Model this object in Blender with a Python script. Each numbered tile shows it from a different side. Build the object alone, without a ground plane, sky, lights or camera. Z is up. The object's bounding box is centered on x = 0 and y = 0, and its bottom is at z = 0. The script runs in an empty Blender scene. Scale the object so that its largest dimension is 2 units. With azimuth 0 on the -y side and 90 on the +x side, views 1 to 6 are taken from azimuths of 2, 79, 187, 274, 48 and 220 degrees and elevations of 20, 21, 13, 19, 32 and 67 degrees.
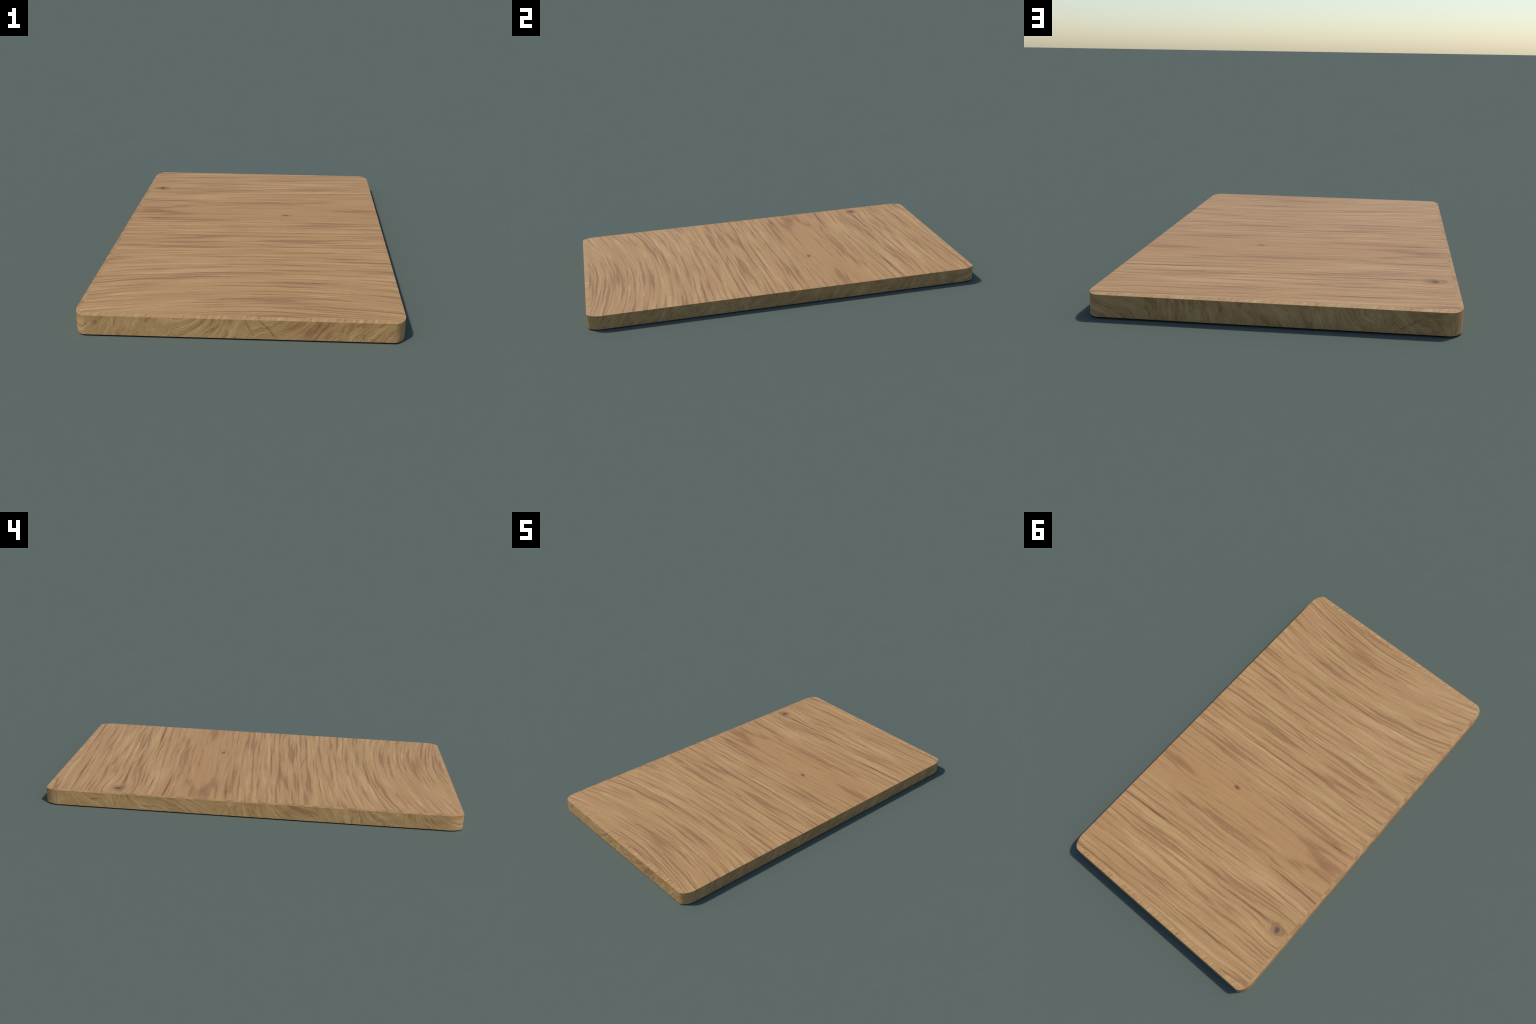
"""Flat rectangular wooden board with rounded corners.

A slab 2.00 m long (y), 1.16 m wide (x) and 75 mm thick.  The face shows oak-like
figure running across the board (along x), one round knot with rings, one pin knot
and a short dark split; the edges show swirling end grain.  A narrow strip of
end grain frames the face.
"""
import bpy
import math
from mathutils import Vector

# ----------------------------------------------------------------- dimensions
HALF_W, HALF_L, THICK = 0.5795, 1.000, 0.0773
SIDE_LOW, SIDE_HIGH = 0.0028, 0.0739   # the faces are eased down to the edge band
CORNER = (0.0445, 0.076)            # corner rounding: reach along x and along y
STRIP_END, STRIP_LEFT, STRIP_RIGHT = 0.0225, 0.015, 0.015   # face border widths
ARC_STEPS = 24


def rounded_outline(x_min, x_max, y_min, y_max, round_left, round_right):
    """Counter-clockwise outline with elliptical corners (equal counts for all)."""
    corners = [(x_max, y_min, round_right, -90), (x_max, y_max, round_right, 0),
               (x_min, y_max, round_left, 90), (x_min, y_min, round_left, 180)]
    pts = []
    for cx, cy, (rx, ry), start in corners:
        ox = cx - rx if cx > 0 else cx + rx
        oy = cy - ry if cy > 0 else cy + ry
        for i in range(ARC_STEPS + 1):
            a = math.radians(start + 90.0 * i / ARC_STEPS)
            pts.append((ox + rx * math.cos(a), oy + ry * math.sin(a)))
    return pts


def mesh_object(name, verts, faces, material, parent, smooth=False):
    me = bpy.data.meshes.new(name)
    me.from_pydata(verts, [], faces)
    me.validate()
    me.update()
    for p in me.polygons:
        p.use_smooth = smooth
    me.materials.append(material)
    ob = bpy.data.objects.new(name, me)
    bpy.context.collection.objects.link(ob)
    ob.parent = parent
    return ob


# ------------------------------------------------------------- node shorthand
class Nodes:
    def __init__(self, tree):
        self.t = tree

    def new(self, kind, **props):
        n = self.t.nodes.new(kind)
        for k, v in props.items():
            setattr(n, k, v)
        return n

    def put(self, socket, value):
        if isinstance(value, bpy.types.NodeSocket):
            self.t.links.new(value, socket)
        elif value is not None:
            socket.default_value = value

    def math(self, op, a, b=None, c=None, clamp=False):
        n = self.new('ShaderNodeMath', operation=op, use_clamp=clamp)
        for s, v in zip(n.inputs, (a, b, c)):
            self.put(s, v)
        return n.outputs[0]

    def vec(self, op, a, b=None, scale=None):
        n = self.new('ShaderNodeVectorMath', operation=op)
        self.put(n.inputs[0], a)
        if b is not None:
            self.put(n.inputs[1], b)
        if scale is not None:
            self.put(n.inputs['Scale'], scale)
        return n.outputs['Value' if op in ('DOT_PRODUCT', 'LENGTH') else 'Vector']

    def split(self, v):
        n = self.new('ShaderNodeSeparateXYZ')
        self.put(n.inputs[0], v)
        return n.outputs

    def join(self, x=0.0, y=0.0, z=0.0):
        n = self.new('ShaderNodeCombineXYZ')
        for s, v in zip(n.inputs, (x, y, z)):
            self.put(s, v)
        return n.outputs[0]

    def noise(self, v, scale=1.0, detail=2.0, rough=0.5, distortion=0.0):
        n = self.new('ShaderNodeTexNoise')
        for k, x in (('Vector', v), ('Scale', scale), ('Detail', detail),
                     ('Roughness', rough), ('Distortion', distortion)):
            self.put(n.inputs[k], x)
        return n.outputs['Fac'], n.outputs['Color']

    def steps(self, x, lo, hi, a=0.0, b=1.0):
        n = self.new('ShaderNodeMapRange', interpolation_type='SMOOTHSTEP')
        for s, v in zip(n.inputs, (x, lo, hi, a, b)):
            self.put(s, v)
        return n.outputs[0]

    def mix(self, fac, a, b, blend='MIX'):
        n = self.new('ShaderNodeMix', data_type='RGBA', blend_type=blend)
        self.put(n.inputs[0], fac)
        self.put(n.inputs[6], a)
        self.put(n.inputs[7], b)
        return n.outputs[2]

    def ramp(self, fac, stops):
        n = self.new('ShaderNodeValToRGB')
        n.color_ramp.interpolation = 'EASE'
        el = n.color_ramp.elements
        while len(el) < len(stops):
            el.new(0.5)
        for e, (p, c) in zip(el, stops):
            e.position, e.color = p, (*c, 1.0)
        self.put(n.inputs[0], fac)
        return n.outputs[0]


def vein_group():
    """A soft spindle-shaped mark: centre, direction, half length, half width."""
    g = bpy.data.node_groups.new('wood_vein', 'ShaderNodeTree')
    for name, kind in (('Vector', 'NodeSocketVector'), ('Centre', 'NodeSocketVector'),
                       ('Direction', 'NodeSocketVector'), ('Length', 'NodeSocketFloat'),
                       ('Width', 'NodeSocketFloat'), ('Depth', 'NodeSocketFloat'),
                       ('Sum', 'NodeSocketFloat')):
        g.interface.new_socket(name, in_out='INPUT', socket_type=kind)
    g.interface.new_socket('Sum', in_out='OUTPUT', socket_type='NodeSocketFloat')
    n = Nodes(g)
    i = n.new('NodeGroupInput').outputs
    o = n.new('NodeGroupOutput')
    d = n.vec('SUBTRACT', i['Vector'], i['Centre'])
    along = n.vec('DOT_PRODUCT', d, i['Direction'])
    side = n.vec('LENGTH', n.vec('SUBTRACT', d, n.vec('SCALE', i['Direction'], scale=along)))
    a = n.math('DIVIDE', along, i['Length'])
    a = n.math('MULTIPLY', a, a)
    b = n.math('DIVIDE', side, i['Width'])
    b = n.math('MULTIPLY', b, b)
    e = n.math('EXPONENT', n.math('MULTIPLY', n.math('ADD', a, b), -1.0))
    n.put(o.inputs[0], n.math('MULTIPLY_ADD', e, i['Depth'], i['Sum']))
    return g


VEIN = vein_group()


def add_vein(n, total, where, centre, direction, length, width, depth):
    v = n.new('ShaderNodeGroup')
    v.node_tree = VEIN
    d = Vector(direction).normalized()
    n.put(v.inputs['Vector'], where)
    v.inputs['Centre'].default_value = centre
    v.inputs['Direction'].default_value = d
    v.inputs['Length'].default_value = length
    v.inputs['Width'].default_value = width
    v.inputs['Depth'].default_value = depth
    n.put(v.inputs['Sum'], total)
    return v.outputs[0]


def new_material(name):
    m = bpy.data.materials.new(name)
    m.use_nodes = True
    m.node_tree.nodes.clear()
    n = Nodes(m.node_tree)
    out = n.new('ShaderNodeOutputMaterial')
    bsdf = n.new('ShaderNodeBsdfPrincipled')
    n.t.links.new(bsdf.outputs[0], out.inputs[0])
    p = n.new('ShaderNodeTexCoord').outputs['Object']
    return m, n, bsdf, p


def finish(n, bsdf, colour, height, bump, roughness=0.60):
    bsdf.inputs['Specular IOR Level'].default_value = 0.40
    n.put(bsdf.inputs['Base Color'], colour)
    n.put(bsdf.inputs['Roughness'], roughness)
    b = n.new('ShaderNodeBump')
    b.inputs['Strength'].default_value = 1.0
    b.inputs['Distance'].default_value = bump
    n.put(b.inputs['Height'], height)
    n.put(bsdf.inputs['Normal'], b.outputs[0])


# ------------------------------------------------------------ figure of the face
# Marks on the face: (x, y, length, slope).  The grain runs along x.
DARK_VEINS = [                     # pronounced late-wood veins
    (0.22, -0.051, 0.18, 0.01), (0.06, -0.056, 0.14, 0.07), (0.19, -0.170, 0.25, 0.00),
    (0.07, -0.823, 0.15, -0.03), (-0.06, -0.831, 0.13, 0.15), (0.29, -0.798, 0.12, -0.13),
    (0.33, -0.304, 0.31, -0.04), (-0.16, -0.189, 0.10, 0.13),
    (-0.30, -0.213, 0.10, -0.02), (-0.40, -0.084, 0.11, 0.08), (-0.54, 0.023, 0.06, 0.06),
    (-0.47, -0.253, 0.14, 0.10), (-0.09, 0.657, 0.10, -0.15), (-0.36, 0.649, 0.20, 0.05),
    (-0.19, 0.881, 0.14, -0.07), (-0.47, 0.808, 0.20, -0.02), (-0.27, 0.740, 0.15, -0.01),
    (0.47, 0.792, 0.22, 0.10), (0.46, 0.677, 0.23, 0.05), (0.42, 0.601, 0.28, 0.05),
    (-0.27, 0.396, 0.07, -0.10), (-0.49, -0.730, 0.15, 0.22), (-0.52, -0.407, 0.09, 0.02),
    (0.07, -0.226, 0.21, -0.13), (0.22, 0.675, 0.20, 0.08),
]
FINE_LINES = [                     # thin pale-brown lines
    (0.09, 0.830, 0.14, 0.16), (-0.09, 0.585, 0.33, 0.00), (-0.21, 0.659, 0.10, 0.10),
    (-0.06, 0.469, 0.14, 0.03), (-0.06, 0.356, 0.25, -0.02), (-0.28, 0.121, 0.20, 0.03),
    (-0.41, 0.512, 0.08, -0.14), (-0.51, 0.530, 0.08, 0.00), (-0.33, -0.012, 0.17, 0.09),
    (-0.34, 0.894, 0.09, -0.13), (-0.49, 0.903, 0.11, 0.01), (-0.50, 0.971, 0.12, 0.10),
    (0.48, 0.334, 0.15, -0.07), (0.32, 0.328, 0.17, 0.14), (0.34, 0.598, 0.13, 0.05),
    (0.52, 0.132, 0.11, 0.14), (-0.08, 0.171, 0.22, -0.01), (0.43, -0.048, 0.18, 0.07),
    (0.26, -0.648, 0.10, 0.13), (0.26, -0.472, 0.11, -0.03), (0.17, -0.515, 0.15, 0.04),
    (-0.05, -0.458, 0.14, -0.01), (0.43, -0.709, 0.09, -0.25), (0.50, -0.889, 0.15, -0.29),
    (-0.35, -0.700, 0.07, 0.11), (-0.09, -0.880, 0.09, 0.06), (-0.01, -0.949, 0.09, 0.05),
    (-0.48, -0.522, 0.16, 0.12), (-0.19, -0.563, 0.21, 0.03), (-0.07, -0.308, 0.20, 0.14),
    (-0.30, -0.008, 0.22, 0.01), (-0.21, 0.127, 0.32, 0.08),
]
BROAD_STAINS = [                   # wide soft brown shading in the figure
    (-0.44, 0.250, 0.16, -0.16), (-0.36, 0.333, 0.10, 0.03), (-0.38, 0.202, 0.17, 0.16),
    (-0.50, 0.235, 0.12, 0.02), (-0.47, 0.300, 0.14, 0.05), (-0.01, 0.401, 0.37, 0.09),
    (0.32, 0.455, 0.15, 0.10), (0.37, 0.098, 0.24, 0.02), (0.17, 0.143, 0.16, 0.01),
    (-0.22, -0.130, 0.25, 0.20), (-0.45, 0.132, 0.12, -0.08), (0.05, -0.825, 0.25, 0.03),
    (0.47, 0.300, 0.18, 0.02),
]
PALE_STREAKS = [                   # light silvery rays
    (0.29, -0.600, 0.12, -0.01), (0.28, -0.775, 0.10, -0.12), (-0.28, -0.572, 0.22, 0.10),
    (-0.45, -0.803, 0.08, 0.14), (-0.40, 0.715, 0.12, 0.02), (-0.42, 0.845, 0.16, -0.03),
    (0.40, 0.770, 0.16, 0.08), (0.12, 0.700, 0.14, 0.08),
]
KNOT = (-0.506, 0.657)
PIN_KNOT = (0.145, 0.217)


def grain_space(n, p):
    """Board coordinates straightened along the grain: arched towards the near end,
    gently tilted elsewhere, pushed aside around the knot and wavering a little."""
    x, y, _ = n.split(p)
    arch = n.steps(y, -0.95, -0.15, 0.26, 0.0)
    off = n.math('SUBTRACT', x, 0.04)
    v = n.math('MULTIPLY_ADD', n.math('MULTIPLY', off, off), arch, y)
    v = n.math('MULTIPLY_ADD', x, -0.045, v)
    dk = n.vec('SUBTRACT', p, (KNOT[0], KNOT[1], THICK))
    kx, ky, _ = n.split(dk)
    near = n.math('EXPONENT', n.math('MULTIPLY', n.math('ADD',
                  n.math('POWER', n.math('DIVIDE', kx, 0.11), 2.0),
                  n.math('POWER', n.math('DIVIDE', ky, 0.07), 2.0)), -1.0))
    v = n.math('MULTIPLY_ADD', n.math('MULTIPLY', near, ky), -0.75, v)
    waver, _ = n.noise(n.join(n.math('MULTIPLY', x, 2.2), n.math('MULTIPLY', y, 3.0), 4.0), 1.0, 2.0)
    v = n.math('MULTIPLY_ADD', n.math('SUBTRACT', waver, 0.5), 0.040, v)
    ripple, _ = n.noise(n.join(n.math('MULTIPLY', x, 9.0), n.math('MULTIPLY', y, 16.0), 1.0), 1.0, 2.0)
    v = n.math('MULTIPLY_ADD', n.math('SUBTRACT', ripple, 0.5), 0.010, v)
    return x, v


def stretched(n, x, v, sx, sv, seed, detail=2.0, rough=0.5, distortion=0.0):
    f, _ = n.noise(n.join(n.math('MULTIPLY', x, sx), n.math('MULTIPLY', v, sv), seed),
                   1.0, detail, rough, distortion)
    return f


WOOD_STOPS = [(0.00, (0.215, 0.100, 0.040)), (0.30, (0.345, 0.177, 0.067)),
              (0.55, (0.462, 0.260, 0.102)), (0.78, (0.545, 0.327, 0.138)),
              (1.00, (0.645, 0.424, 0.200))]


def face_material():
    m, n, bsdf, p = new_material('oak_face')
    x, v = grain_space(n, p)

    # figure from noise: broad bands, veins, late-wood streaks and fibres
    bands = stretched(n, x, v, 1.3, 13.0, 0.0, 2.0)
    veins = stretched(n, x, v, 2.2, 42.0, 7.0, 2.0, 0.5)
    streak = stretched(n, x, v, 2.1, 66.0, 13.0, 1.0, 0.5)
    fibre = stretched(n, x, v, 9.0, 130.0, 21.0, 2.0, 0.6)
    speck, _ = n.noise(p, 60.0, 2.0, 0.6)

    # the plank is calm and plain in a belt beyond the middle
    py = n.split(p)[1]
    belt = n.math('DIVIDE', n.math('SUBTRACT', n.math('MULTIPLY_ADD', x, -0.08, py), 0.29), 0.13)
    belt = n.math('EXPONENT', n.math('MULTIPLY', n.math('MULTIPLY', belt, belt), -1.0))
    lively = n.math('MULTIPLY_ADD', belt, -0.62, 1.0)
    relief = n.math('MULTIPLY', n.math('SUBTRACT', veins, 0.5), 0.70)
    relief = n.math('MULTIPLY_ADD', n.steps(streak, 0.47, 0.66), -0.28, relief)
    relief = n.math('MULTIPLY_ADD', relief, lively, n.math('MULTIPLY_ADD', belt, -0.055, 0.63))
    relief = n.math('MULTIPLY_ADD', n.math('SUBTRACT', fibre, 0.5), 0.26, relief)
    tone = n.math('MULTIPLY_ADD', n.math('SUBTRACT', bands, 0.5), 0.40, relief)
    tone = n.math('MULTIPLY_ADD', n.math('SUBTRACT', speck, 0.5), 0.14, tone)

    # placed marks, with ragged edges
    _, rag = n.noise(n.vec('MULTIPLY', p, (10.0, 34.0, 1.0)), 1.0, 3.0, 0.6)
    rag = n.vec('MULTIPLY', n.vec('SUBTRACT', rag, (0.5, 0.5, 0.5)), (0.10, 0.014, 0.0))
    q = n.vec('ADD', p, rag)
    mark = 0.0
    for marks, grow, width, depth in ((DARK_VEINS, 0.60, 0.0058, 0.24),
                                      (FINE_LINES, 0.60, 0.0042, 0.20),
                                      (BROAD_STAINS, 0.62, 0.0190, 0.25),
                                      (PALE_STREAKS, 0.60, 0.0085, -0.20)):
        for mx, my, length, slope in marks:
            mark = add_vein(n, mark, q, (mx, my, THICK), (1.0, slope, 0.0),
                            length * grow, width, depth)
    # the short split near the left edge, and the pin knot
    mark = add_vein(n, mark, n.vec('ADD', p, n.vec('SCALE', rag, scale=0.25)),
                    (-0.445, 0.429, THICK), (1.0, 0.0, 0.0), 0.165, 0.0058, 0.58)
    mark = add_vein(n, mark, p, (*PIN_KNOT, THICK), (1.0, -0.1, 0.0), 0.012, 0.0075, 0.85)
    mark = add_vein(n, mark, p, (*PIN_KNOT, THICK), (1.0, 0.0, 0.0), 0.030, 0.012, 0.18)
    tone = n.math('SUBTRACT', tone, mark)

    # round knot: dark heart inside distorted rings
    warp, _ = n.noise(p, 22.0, 2.0)
    kx, ky, _ = n.split(n.vec('SUBTRACT', p, (KNOT[0], KNOT[1], THICK)))
    r = n.vec('LENGTH', n.join(n.math('MULTIPLY', kx, 0.80), ky))
    r = n.math('MULTIPLY_ADD', n.math('SUBTRACT', warp, 0.5), 0.036, r)
    halo = n.steps(r, 0.024, 0.082, 1.0, 0.0)
    ring = n.math('SINE', n.math('MULTIPLY', r, 420.0))
    knot_tone = n.math('MULTIPLY_ADD', ring, 0.10, 0.52)
    knot_tone = n.math('SUBTRACT', knot_tone, n.steps(r, 0.018, 0.044, 0.34, 0.0))
    tone_mix = n.new('ShaderNodeMix')
    n.put(tone_mix.inputs[0], n.math('MULTIPLY', halo, 0.8))
    n.put(tone_mix.inputs[2], tone)
    n.put(tone_mix.inputs[3], knot_tone)
    tone = tone_mix.outputs[0]

    colour = n.ramp(tone, WOOD_STOPS)
    # honey and pinkish drifts across the plank
    drift = stretched(n, x, v, 2.4, 16.0, 33.0, 3.0, 0.6)
    colour = n.mix(n.steps(drift, 0.35, 0.68, 0.0, 1.0), n.mix(1.0, colour, (0.965, 0.968, 0.930, 1), 'MULTIPLY'),
                   n.mix(1.0, colour, (0.985, 0.952, 0.990, 1), 'MULTIPLY'))
    colour = n.mix(n.math('MULTIPLY', belt, 0.55), colour, n.mix(1.0, colour, (1.03, 0.97, 0.92, 1), 'MULTIPLY'))
    core = n.vec('LENGTH', n.join(n.math('DIVIDE', n.math('MULTIPLY_ADD', ky, 0.10, kx), 0.0150), n.math('DIVIDE', ky, 0.0200)))
    core = n.math('MULTIPLY_ADD', n.math('SUBTRACT', warp, 0.5), 0.7, core)
    heart = n.steps(core, 0.45, 1.15, 1.0, 0.0)
    colour = n.mix(n.math('MULTIPLY', heart, 0.90), colour, (0.100, 0.060, 0.045, 1))
    finish(n, bsdf, colour, relief, 0.0025)
    return m


def border_material():
    """End-grain strip framing the face: short ticks across the ends, soft dashes along the side."""
    m, n, bsdf, p = new_material('oak_border')
    x, y, _ = n.split(p)
    slant = n.math('MULTIPLY_ADD', y, -0.35, x)
    ticks = stretched(n, slant, y, 75.0, 10.0, 2.0, 2.5, 0.6)
    clumps = stretched(n, x, y, 9.0, 3.0, 9.0, 2.0)
    dashes = stretched(n, y, x, 26.0, 22.0, 5.0, 3.0, 0.6)
    end = n.steps(n.math('ABSOLUTE', y), HALF_L - STRIP_END - 0.006, HALF_L - STRIP_END)
    sel = n.new('ShaderNodeMix')
    n.put(sel.inputs[0], end)
    n.put(sel.inputs[2], n.math('MULTIPLY_ADD', n.math('SUBTRACT', dashes, 0.5), 1.15, 0.46))
    n.put(sel.inputs[3], n.math('MULTIPLY_ADD', n.math('SUBTRACT', ticks, 0.5), 1.45,
                                n.math('MULTIPLY_ADD', n.math('SUBTRACT', clumps, 0.5), 0.45, 0.58)))
    tone = sel.outputs[0]
    colour = n.ramp(tone, WOOD_STOPS)
    finish(n, bsdf, colour, tone, 0.0022)
    return m


# Marks on the edge: (centre, direction, half length, half width, depth)
EDGE_CHECKS = [
    ((0.084, -1.0, 0.058), (0.032, 0, -0.030), 0.022, 0.0028, 0.50),
    ((0.114, -1.0, 0.026), (0.027, 0, -0.034), 0.022, 0.0028, 0.48),
    ((0.035, -1.0, 0.045), (0.030, 0, -0.055), 0.030, 0.0026, 0.32),
    ((-0.10, -1.0, 0.030), (0.050, 0, 0.030), 0.030, 0.0026, 0.32),
    ((0.250, -1.0, 0.035), (1, 0, 0.4), 0.035, 0.0140, 0.16),
    ((-0.50, -1.0, 0.050), (1, 0, 0), 0.012, 0.0090, 0.25),
    ((-0.42, 1.0, 0.030), (-0.05, 0, 0.026), 0.030, 0.0026, 0.40),
    ((-0.58, 0.49, 0.022), (0, 1, 0.05), 0.045, 0.0035, 0.42),
    ((-0.58, 0.76, 0.042), (0, 1, 0), 0.022, 0.0035, 0.35),
    ((-0.58, -0.84, 0.045), (0, 1, 0.1), 0.060, 0.0120, 0.20),
    ((0.58, 0.02, 0.045), (0, 1, 0.8), 0.030, 0.0030, 0.30),
    ((0.58, -0.32, 0.050), (0, 1, -0.8), 0.025, 0.0030, 0.28),
]
EDGE_STOPS = [(0.00, (0.200, 0.089, 0.032)), (0.30, (0.330, 0.171, 0.062)),
              (0.55, (0.455, 0.264, 0.102)), (0.78, (0.535, 0.330, 0.143)),
              (1.00, (0.630, 0.420, 0.202))]


def edge_material():
    """Swirling end grain: rings leaning at changing angles, curling up in burl patches."""
    m, n, bsdf, p = new_material('oak_edge')
    x, y, z = n.split(p)
    s = n.math('ADD', x, y)
    side = n.math('MULTIPLY', n.math('SUBTRACT', x, y), 0.7)
    lean, _ = n.noise(n.join(n.math('MULTIPLY', s, 3.2), 0.0, side), 1.0, 1.0)
    lean = n.steps(lean, 0.30, 0.72, -0.15, 1.9)
    curl = n.steps(n.noise(n.join(n.math('MULTIPLY', s, 4.0), 3.0, side), 1.0, 1.0)[0], 0.40, 0.62, 0.014, 0.060)
    _, swirl = n.noise(n.join(n.math('MULTIPLY', s, 20.0), n.math('MULTIPLY', z, 26.0), side), 1.0, 4.0, 0.62)
    dx, dz, _ = n.split(n.vec('SUBTRACT', swirl, (0.5, 0.5, 0.5)))
    sw = n.math('MULTIPLY_ADD', dx, curl, s)
    zw = n.math('MULTIPLY_ADD', dz, curl, z)
    q = n.math('SUBTRACT', sw, n.math('MULTIPLY', lean, zw))
    rings = stretched(n, q, zw, 44.0, 9.0, 3.0, 3.0, 0.60)
    lines = stretched(n, q, zw, 85.0, 14.0, 8.0, 2.0, 0.5)
    lines = n.steps(n.math('ABSOLUTE', n.math('SUBTRACT', lines, 0.5)), 0.0, 0.07, 1.0, 0.0)
    fibre = stretched(n, s, z, 40.0, 330.0, 11.0, 2.0, 0.6)
    cloud, _ = n.noise(n.join(n.math('MULTIPLY', s, 9.0), n.math('MULTIPLY', z, 14.0), side), 1.0, 3.0, 0.6)
    tone = n.math('MULTIPLY_ADD', n.math('SUBTRACT', rings, 0.5), 1.05, 0.58)
    tone = n.math('MULTIPLY_ADD', n.math('SUBTRACT', cloud, 0.5), 0.55, tone)
    tone = n.math('MULTIPLY_ADD', n.math('SUBTRACT', fibre, 0.5), 0.20, tone)
    tone = n.math('MULTIPLY_ADD', lines, -0.16, tone)
    _, rag = n.noise(p, 55.0, 2.0)
    pr = n.vec('ADD', p, n.vec('SCALE', n.vec('SUBTRACT', rag, (0.5, 0.5, 0.5)), scale=0.010))
    mark = 0.0
    for centre, direction, length, width, depth in EDGE_CHECKS:
        mark = add_vein(n, mark, pr, centre, direction, length, width, depth)
    tone = n.math('SUBTRACT', tone, mark)
    finish(n, bsdf, n.ramp(tone, EDGE_STOPS), tone, 0.0015, 0.65)
    return m


# -------------------------------------------------------------------- build it
board = bpy.data.objects.new('wooden_board', None)
bpy.context.collection.objects.link(board)
board['label'] = 'flat rectangular oak board with rounded corners and one knot'
board['category'] = 'wooden board'

outer = rounded_outline(-HALF_W, HALF_W, -HALF_L, HALF_L, CORNER, CORNER)
inner = rounded_outline(-HALF_W + STRIP_LEFT, HALF_W - STRIP_RIGHT,
                        -HALF_L + STRIP_END, HALF_L - STRIP_END,
                        (0.020, 0.032), (0.042, 0.064))
count = len(outer)
ring_faces = [(i, (i + 1) % count, count + (i + 1) % count, count + i) for i in range(count)]

face_mat, border_mat, edge_mat = face_material(), border_material(), edge_material()

mesh_object('top_panel', [(x, y, THICK) for x, y in inner], [tuple(range(count))],
            face_mat, board)
strip = mesh_object('border_strip', [(x, y, SIDE_HIGH) for x, y in outer] + [(x, y, THICK) for x, y in inner],
                    ring_faces, border_mat, board)
strip.data.materials.append(face_mat)          # on the right side the face figure runs out to the edge
for poly in strip.data.polygons:
    poly.material_index = 1 if poly.center.x > HALF_W - 0.035 else 0
    poly.use_smooth = True
# the strip rolls off softly: level at the panel, leaning outwards at the rim
normals = []
for (ox, oy), (ix, iy) in zip(outer, inner):
    run = Vector((ox - ix, oy - iy, 0.0))
    drop = THICK - SIDE_HIGH
    normals.append((run.normalized() * drop * 0.5 + Vector((0, 0, run.length))).normalized())
strip.data.normals_split_custom_set_from_vertices([tuple(v) for v in normals] + [(0.0, 0.0, 1.0)] * count)
mesh_object('side_edge', [(x, y, SIDE_LOW) for x, y in outer] + [(x, y, SIDE_HIGH) for x, y in outer],
            ring_faces, edge_mat, board, smooth=True)
mesh_object('underside', [(x, y, 0.0) for x, y in inner] + [(x, y, SIDE_LOW) for x, y in outer],
            [tuple(reversed(range(count)))] + ring_faces, face_mat, board)
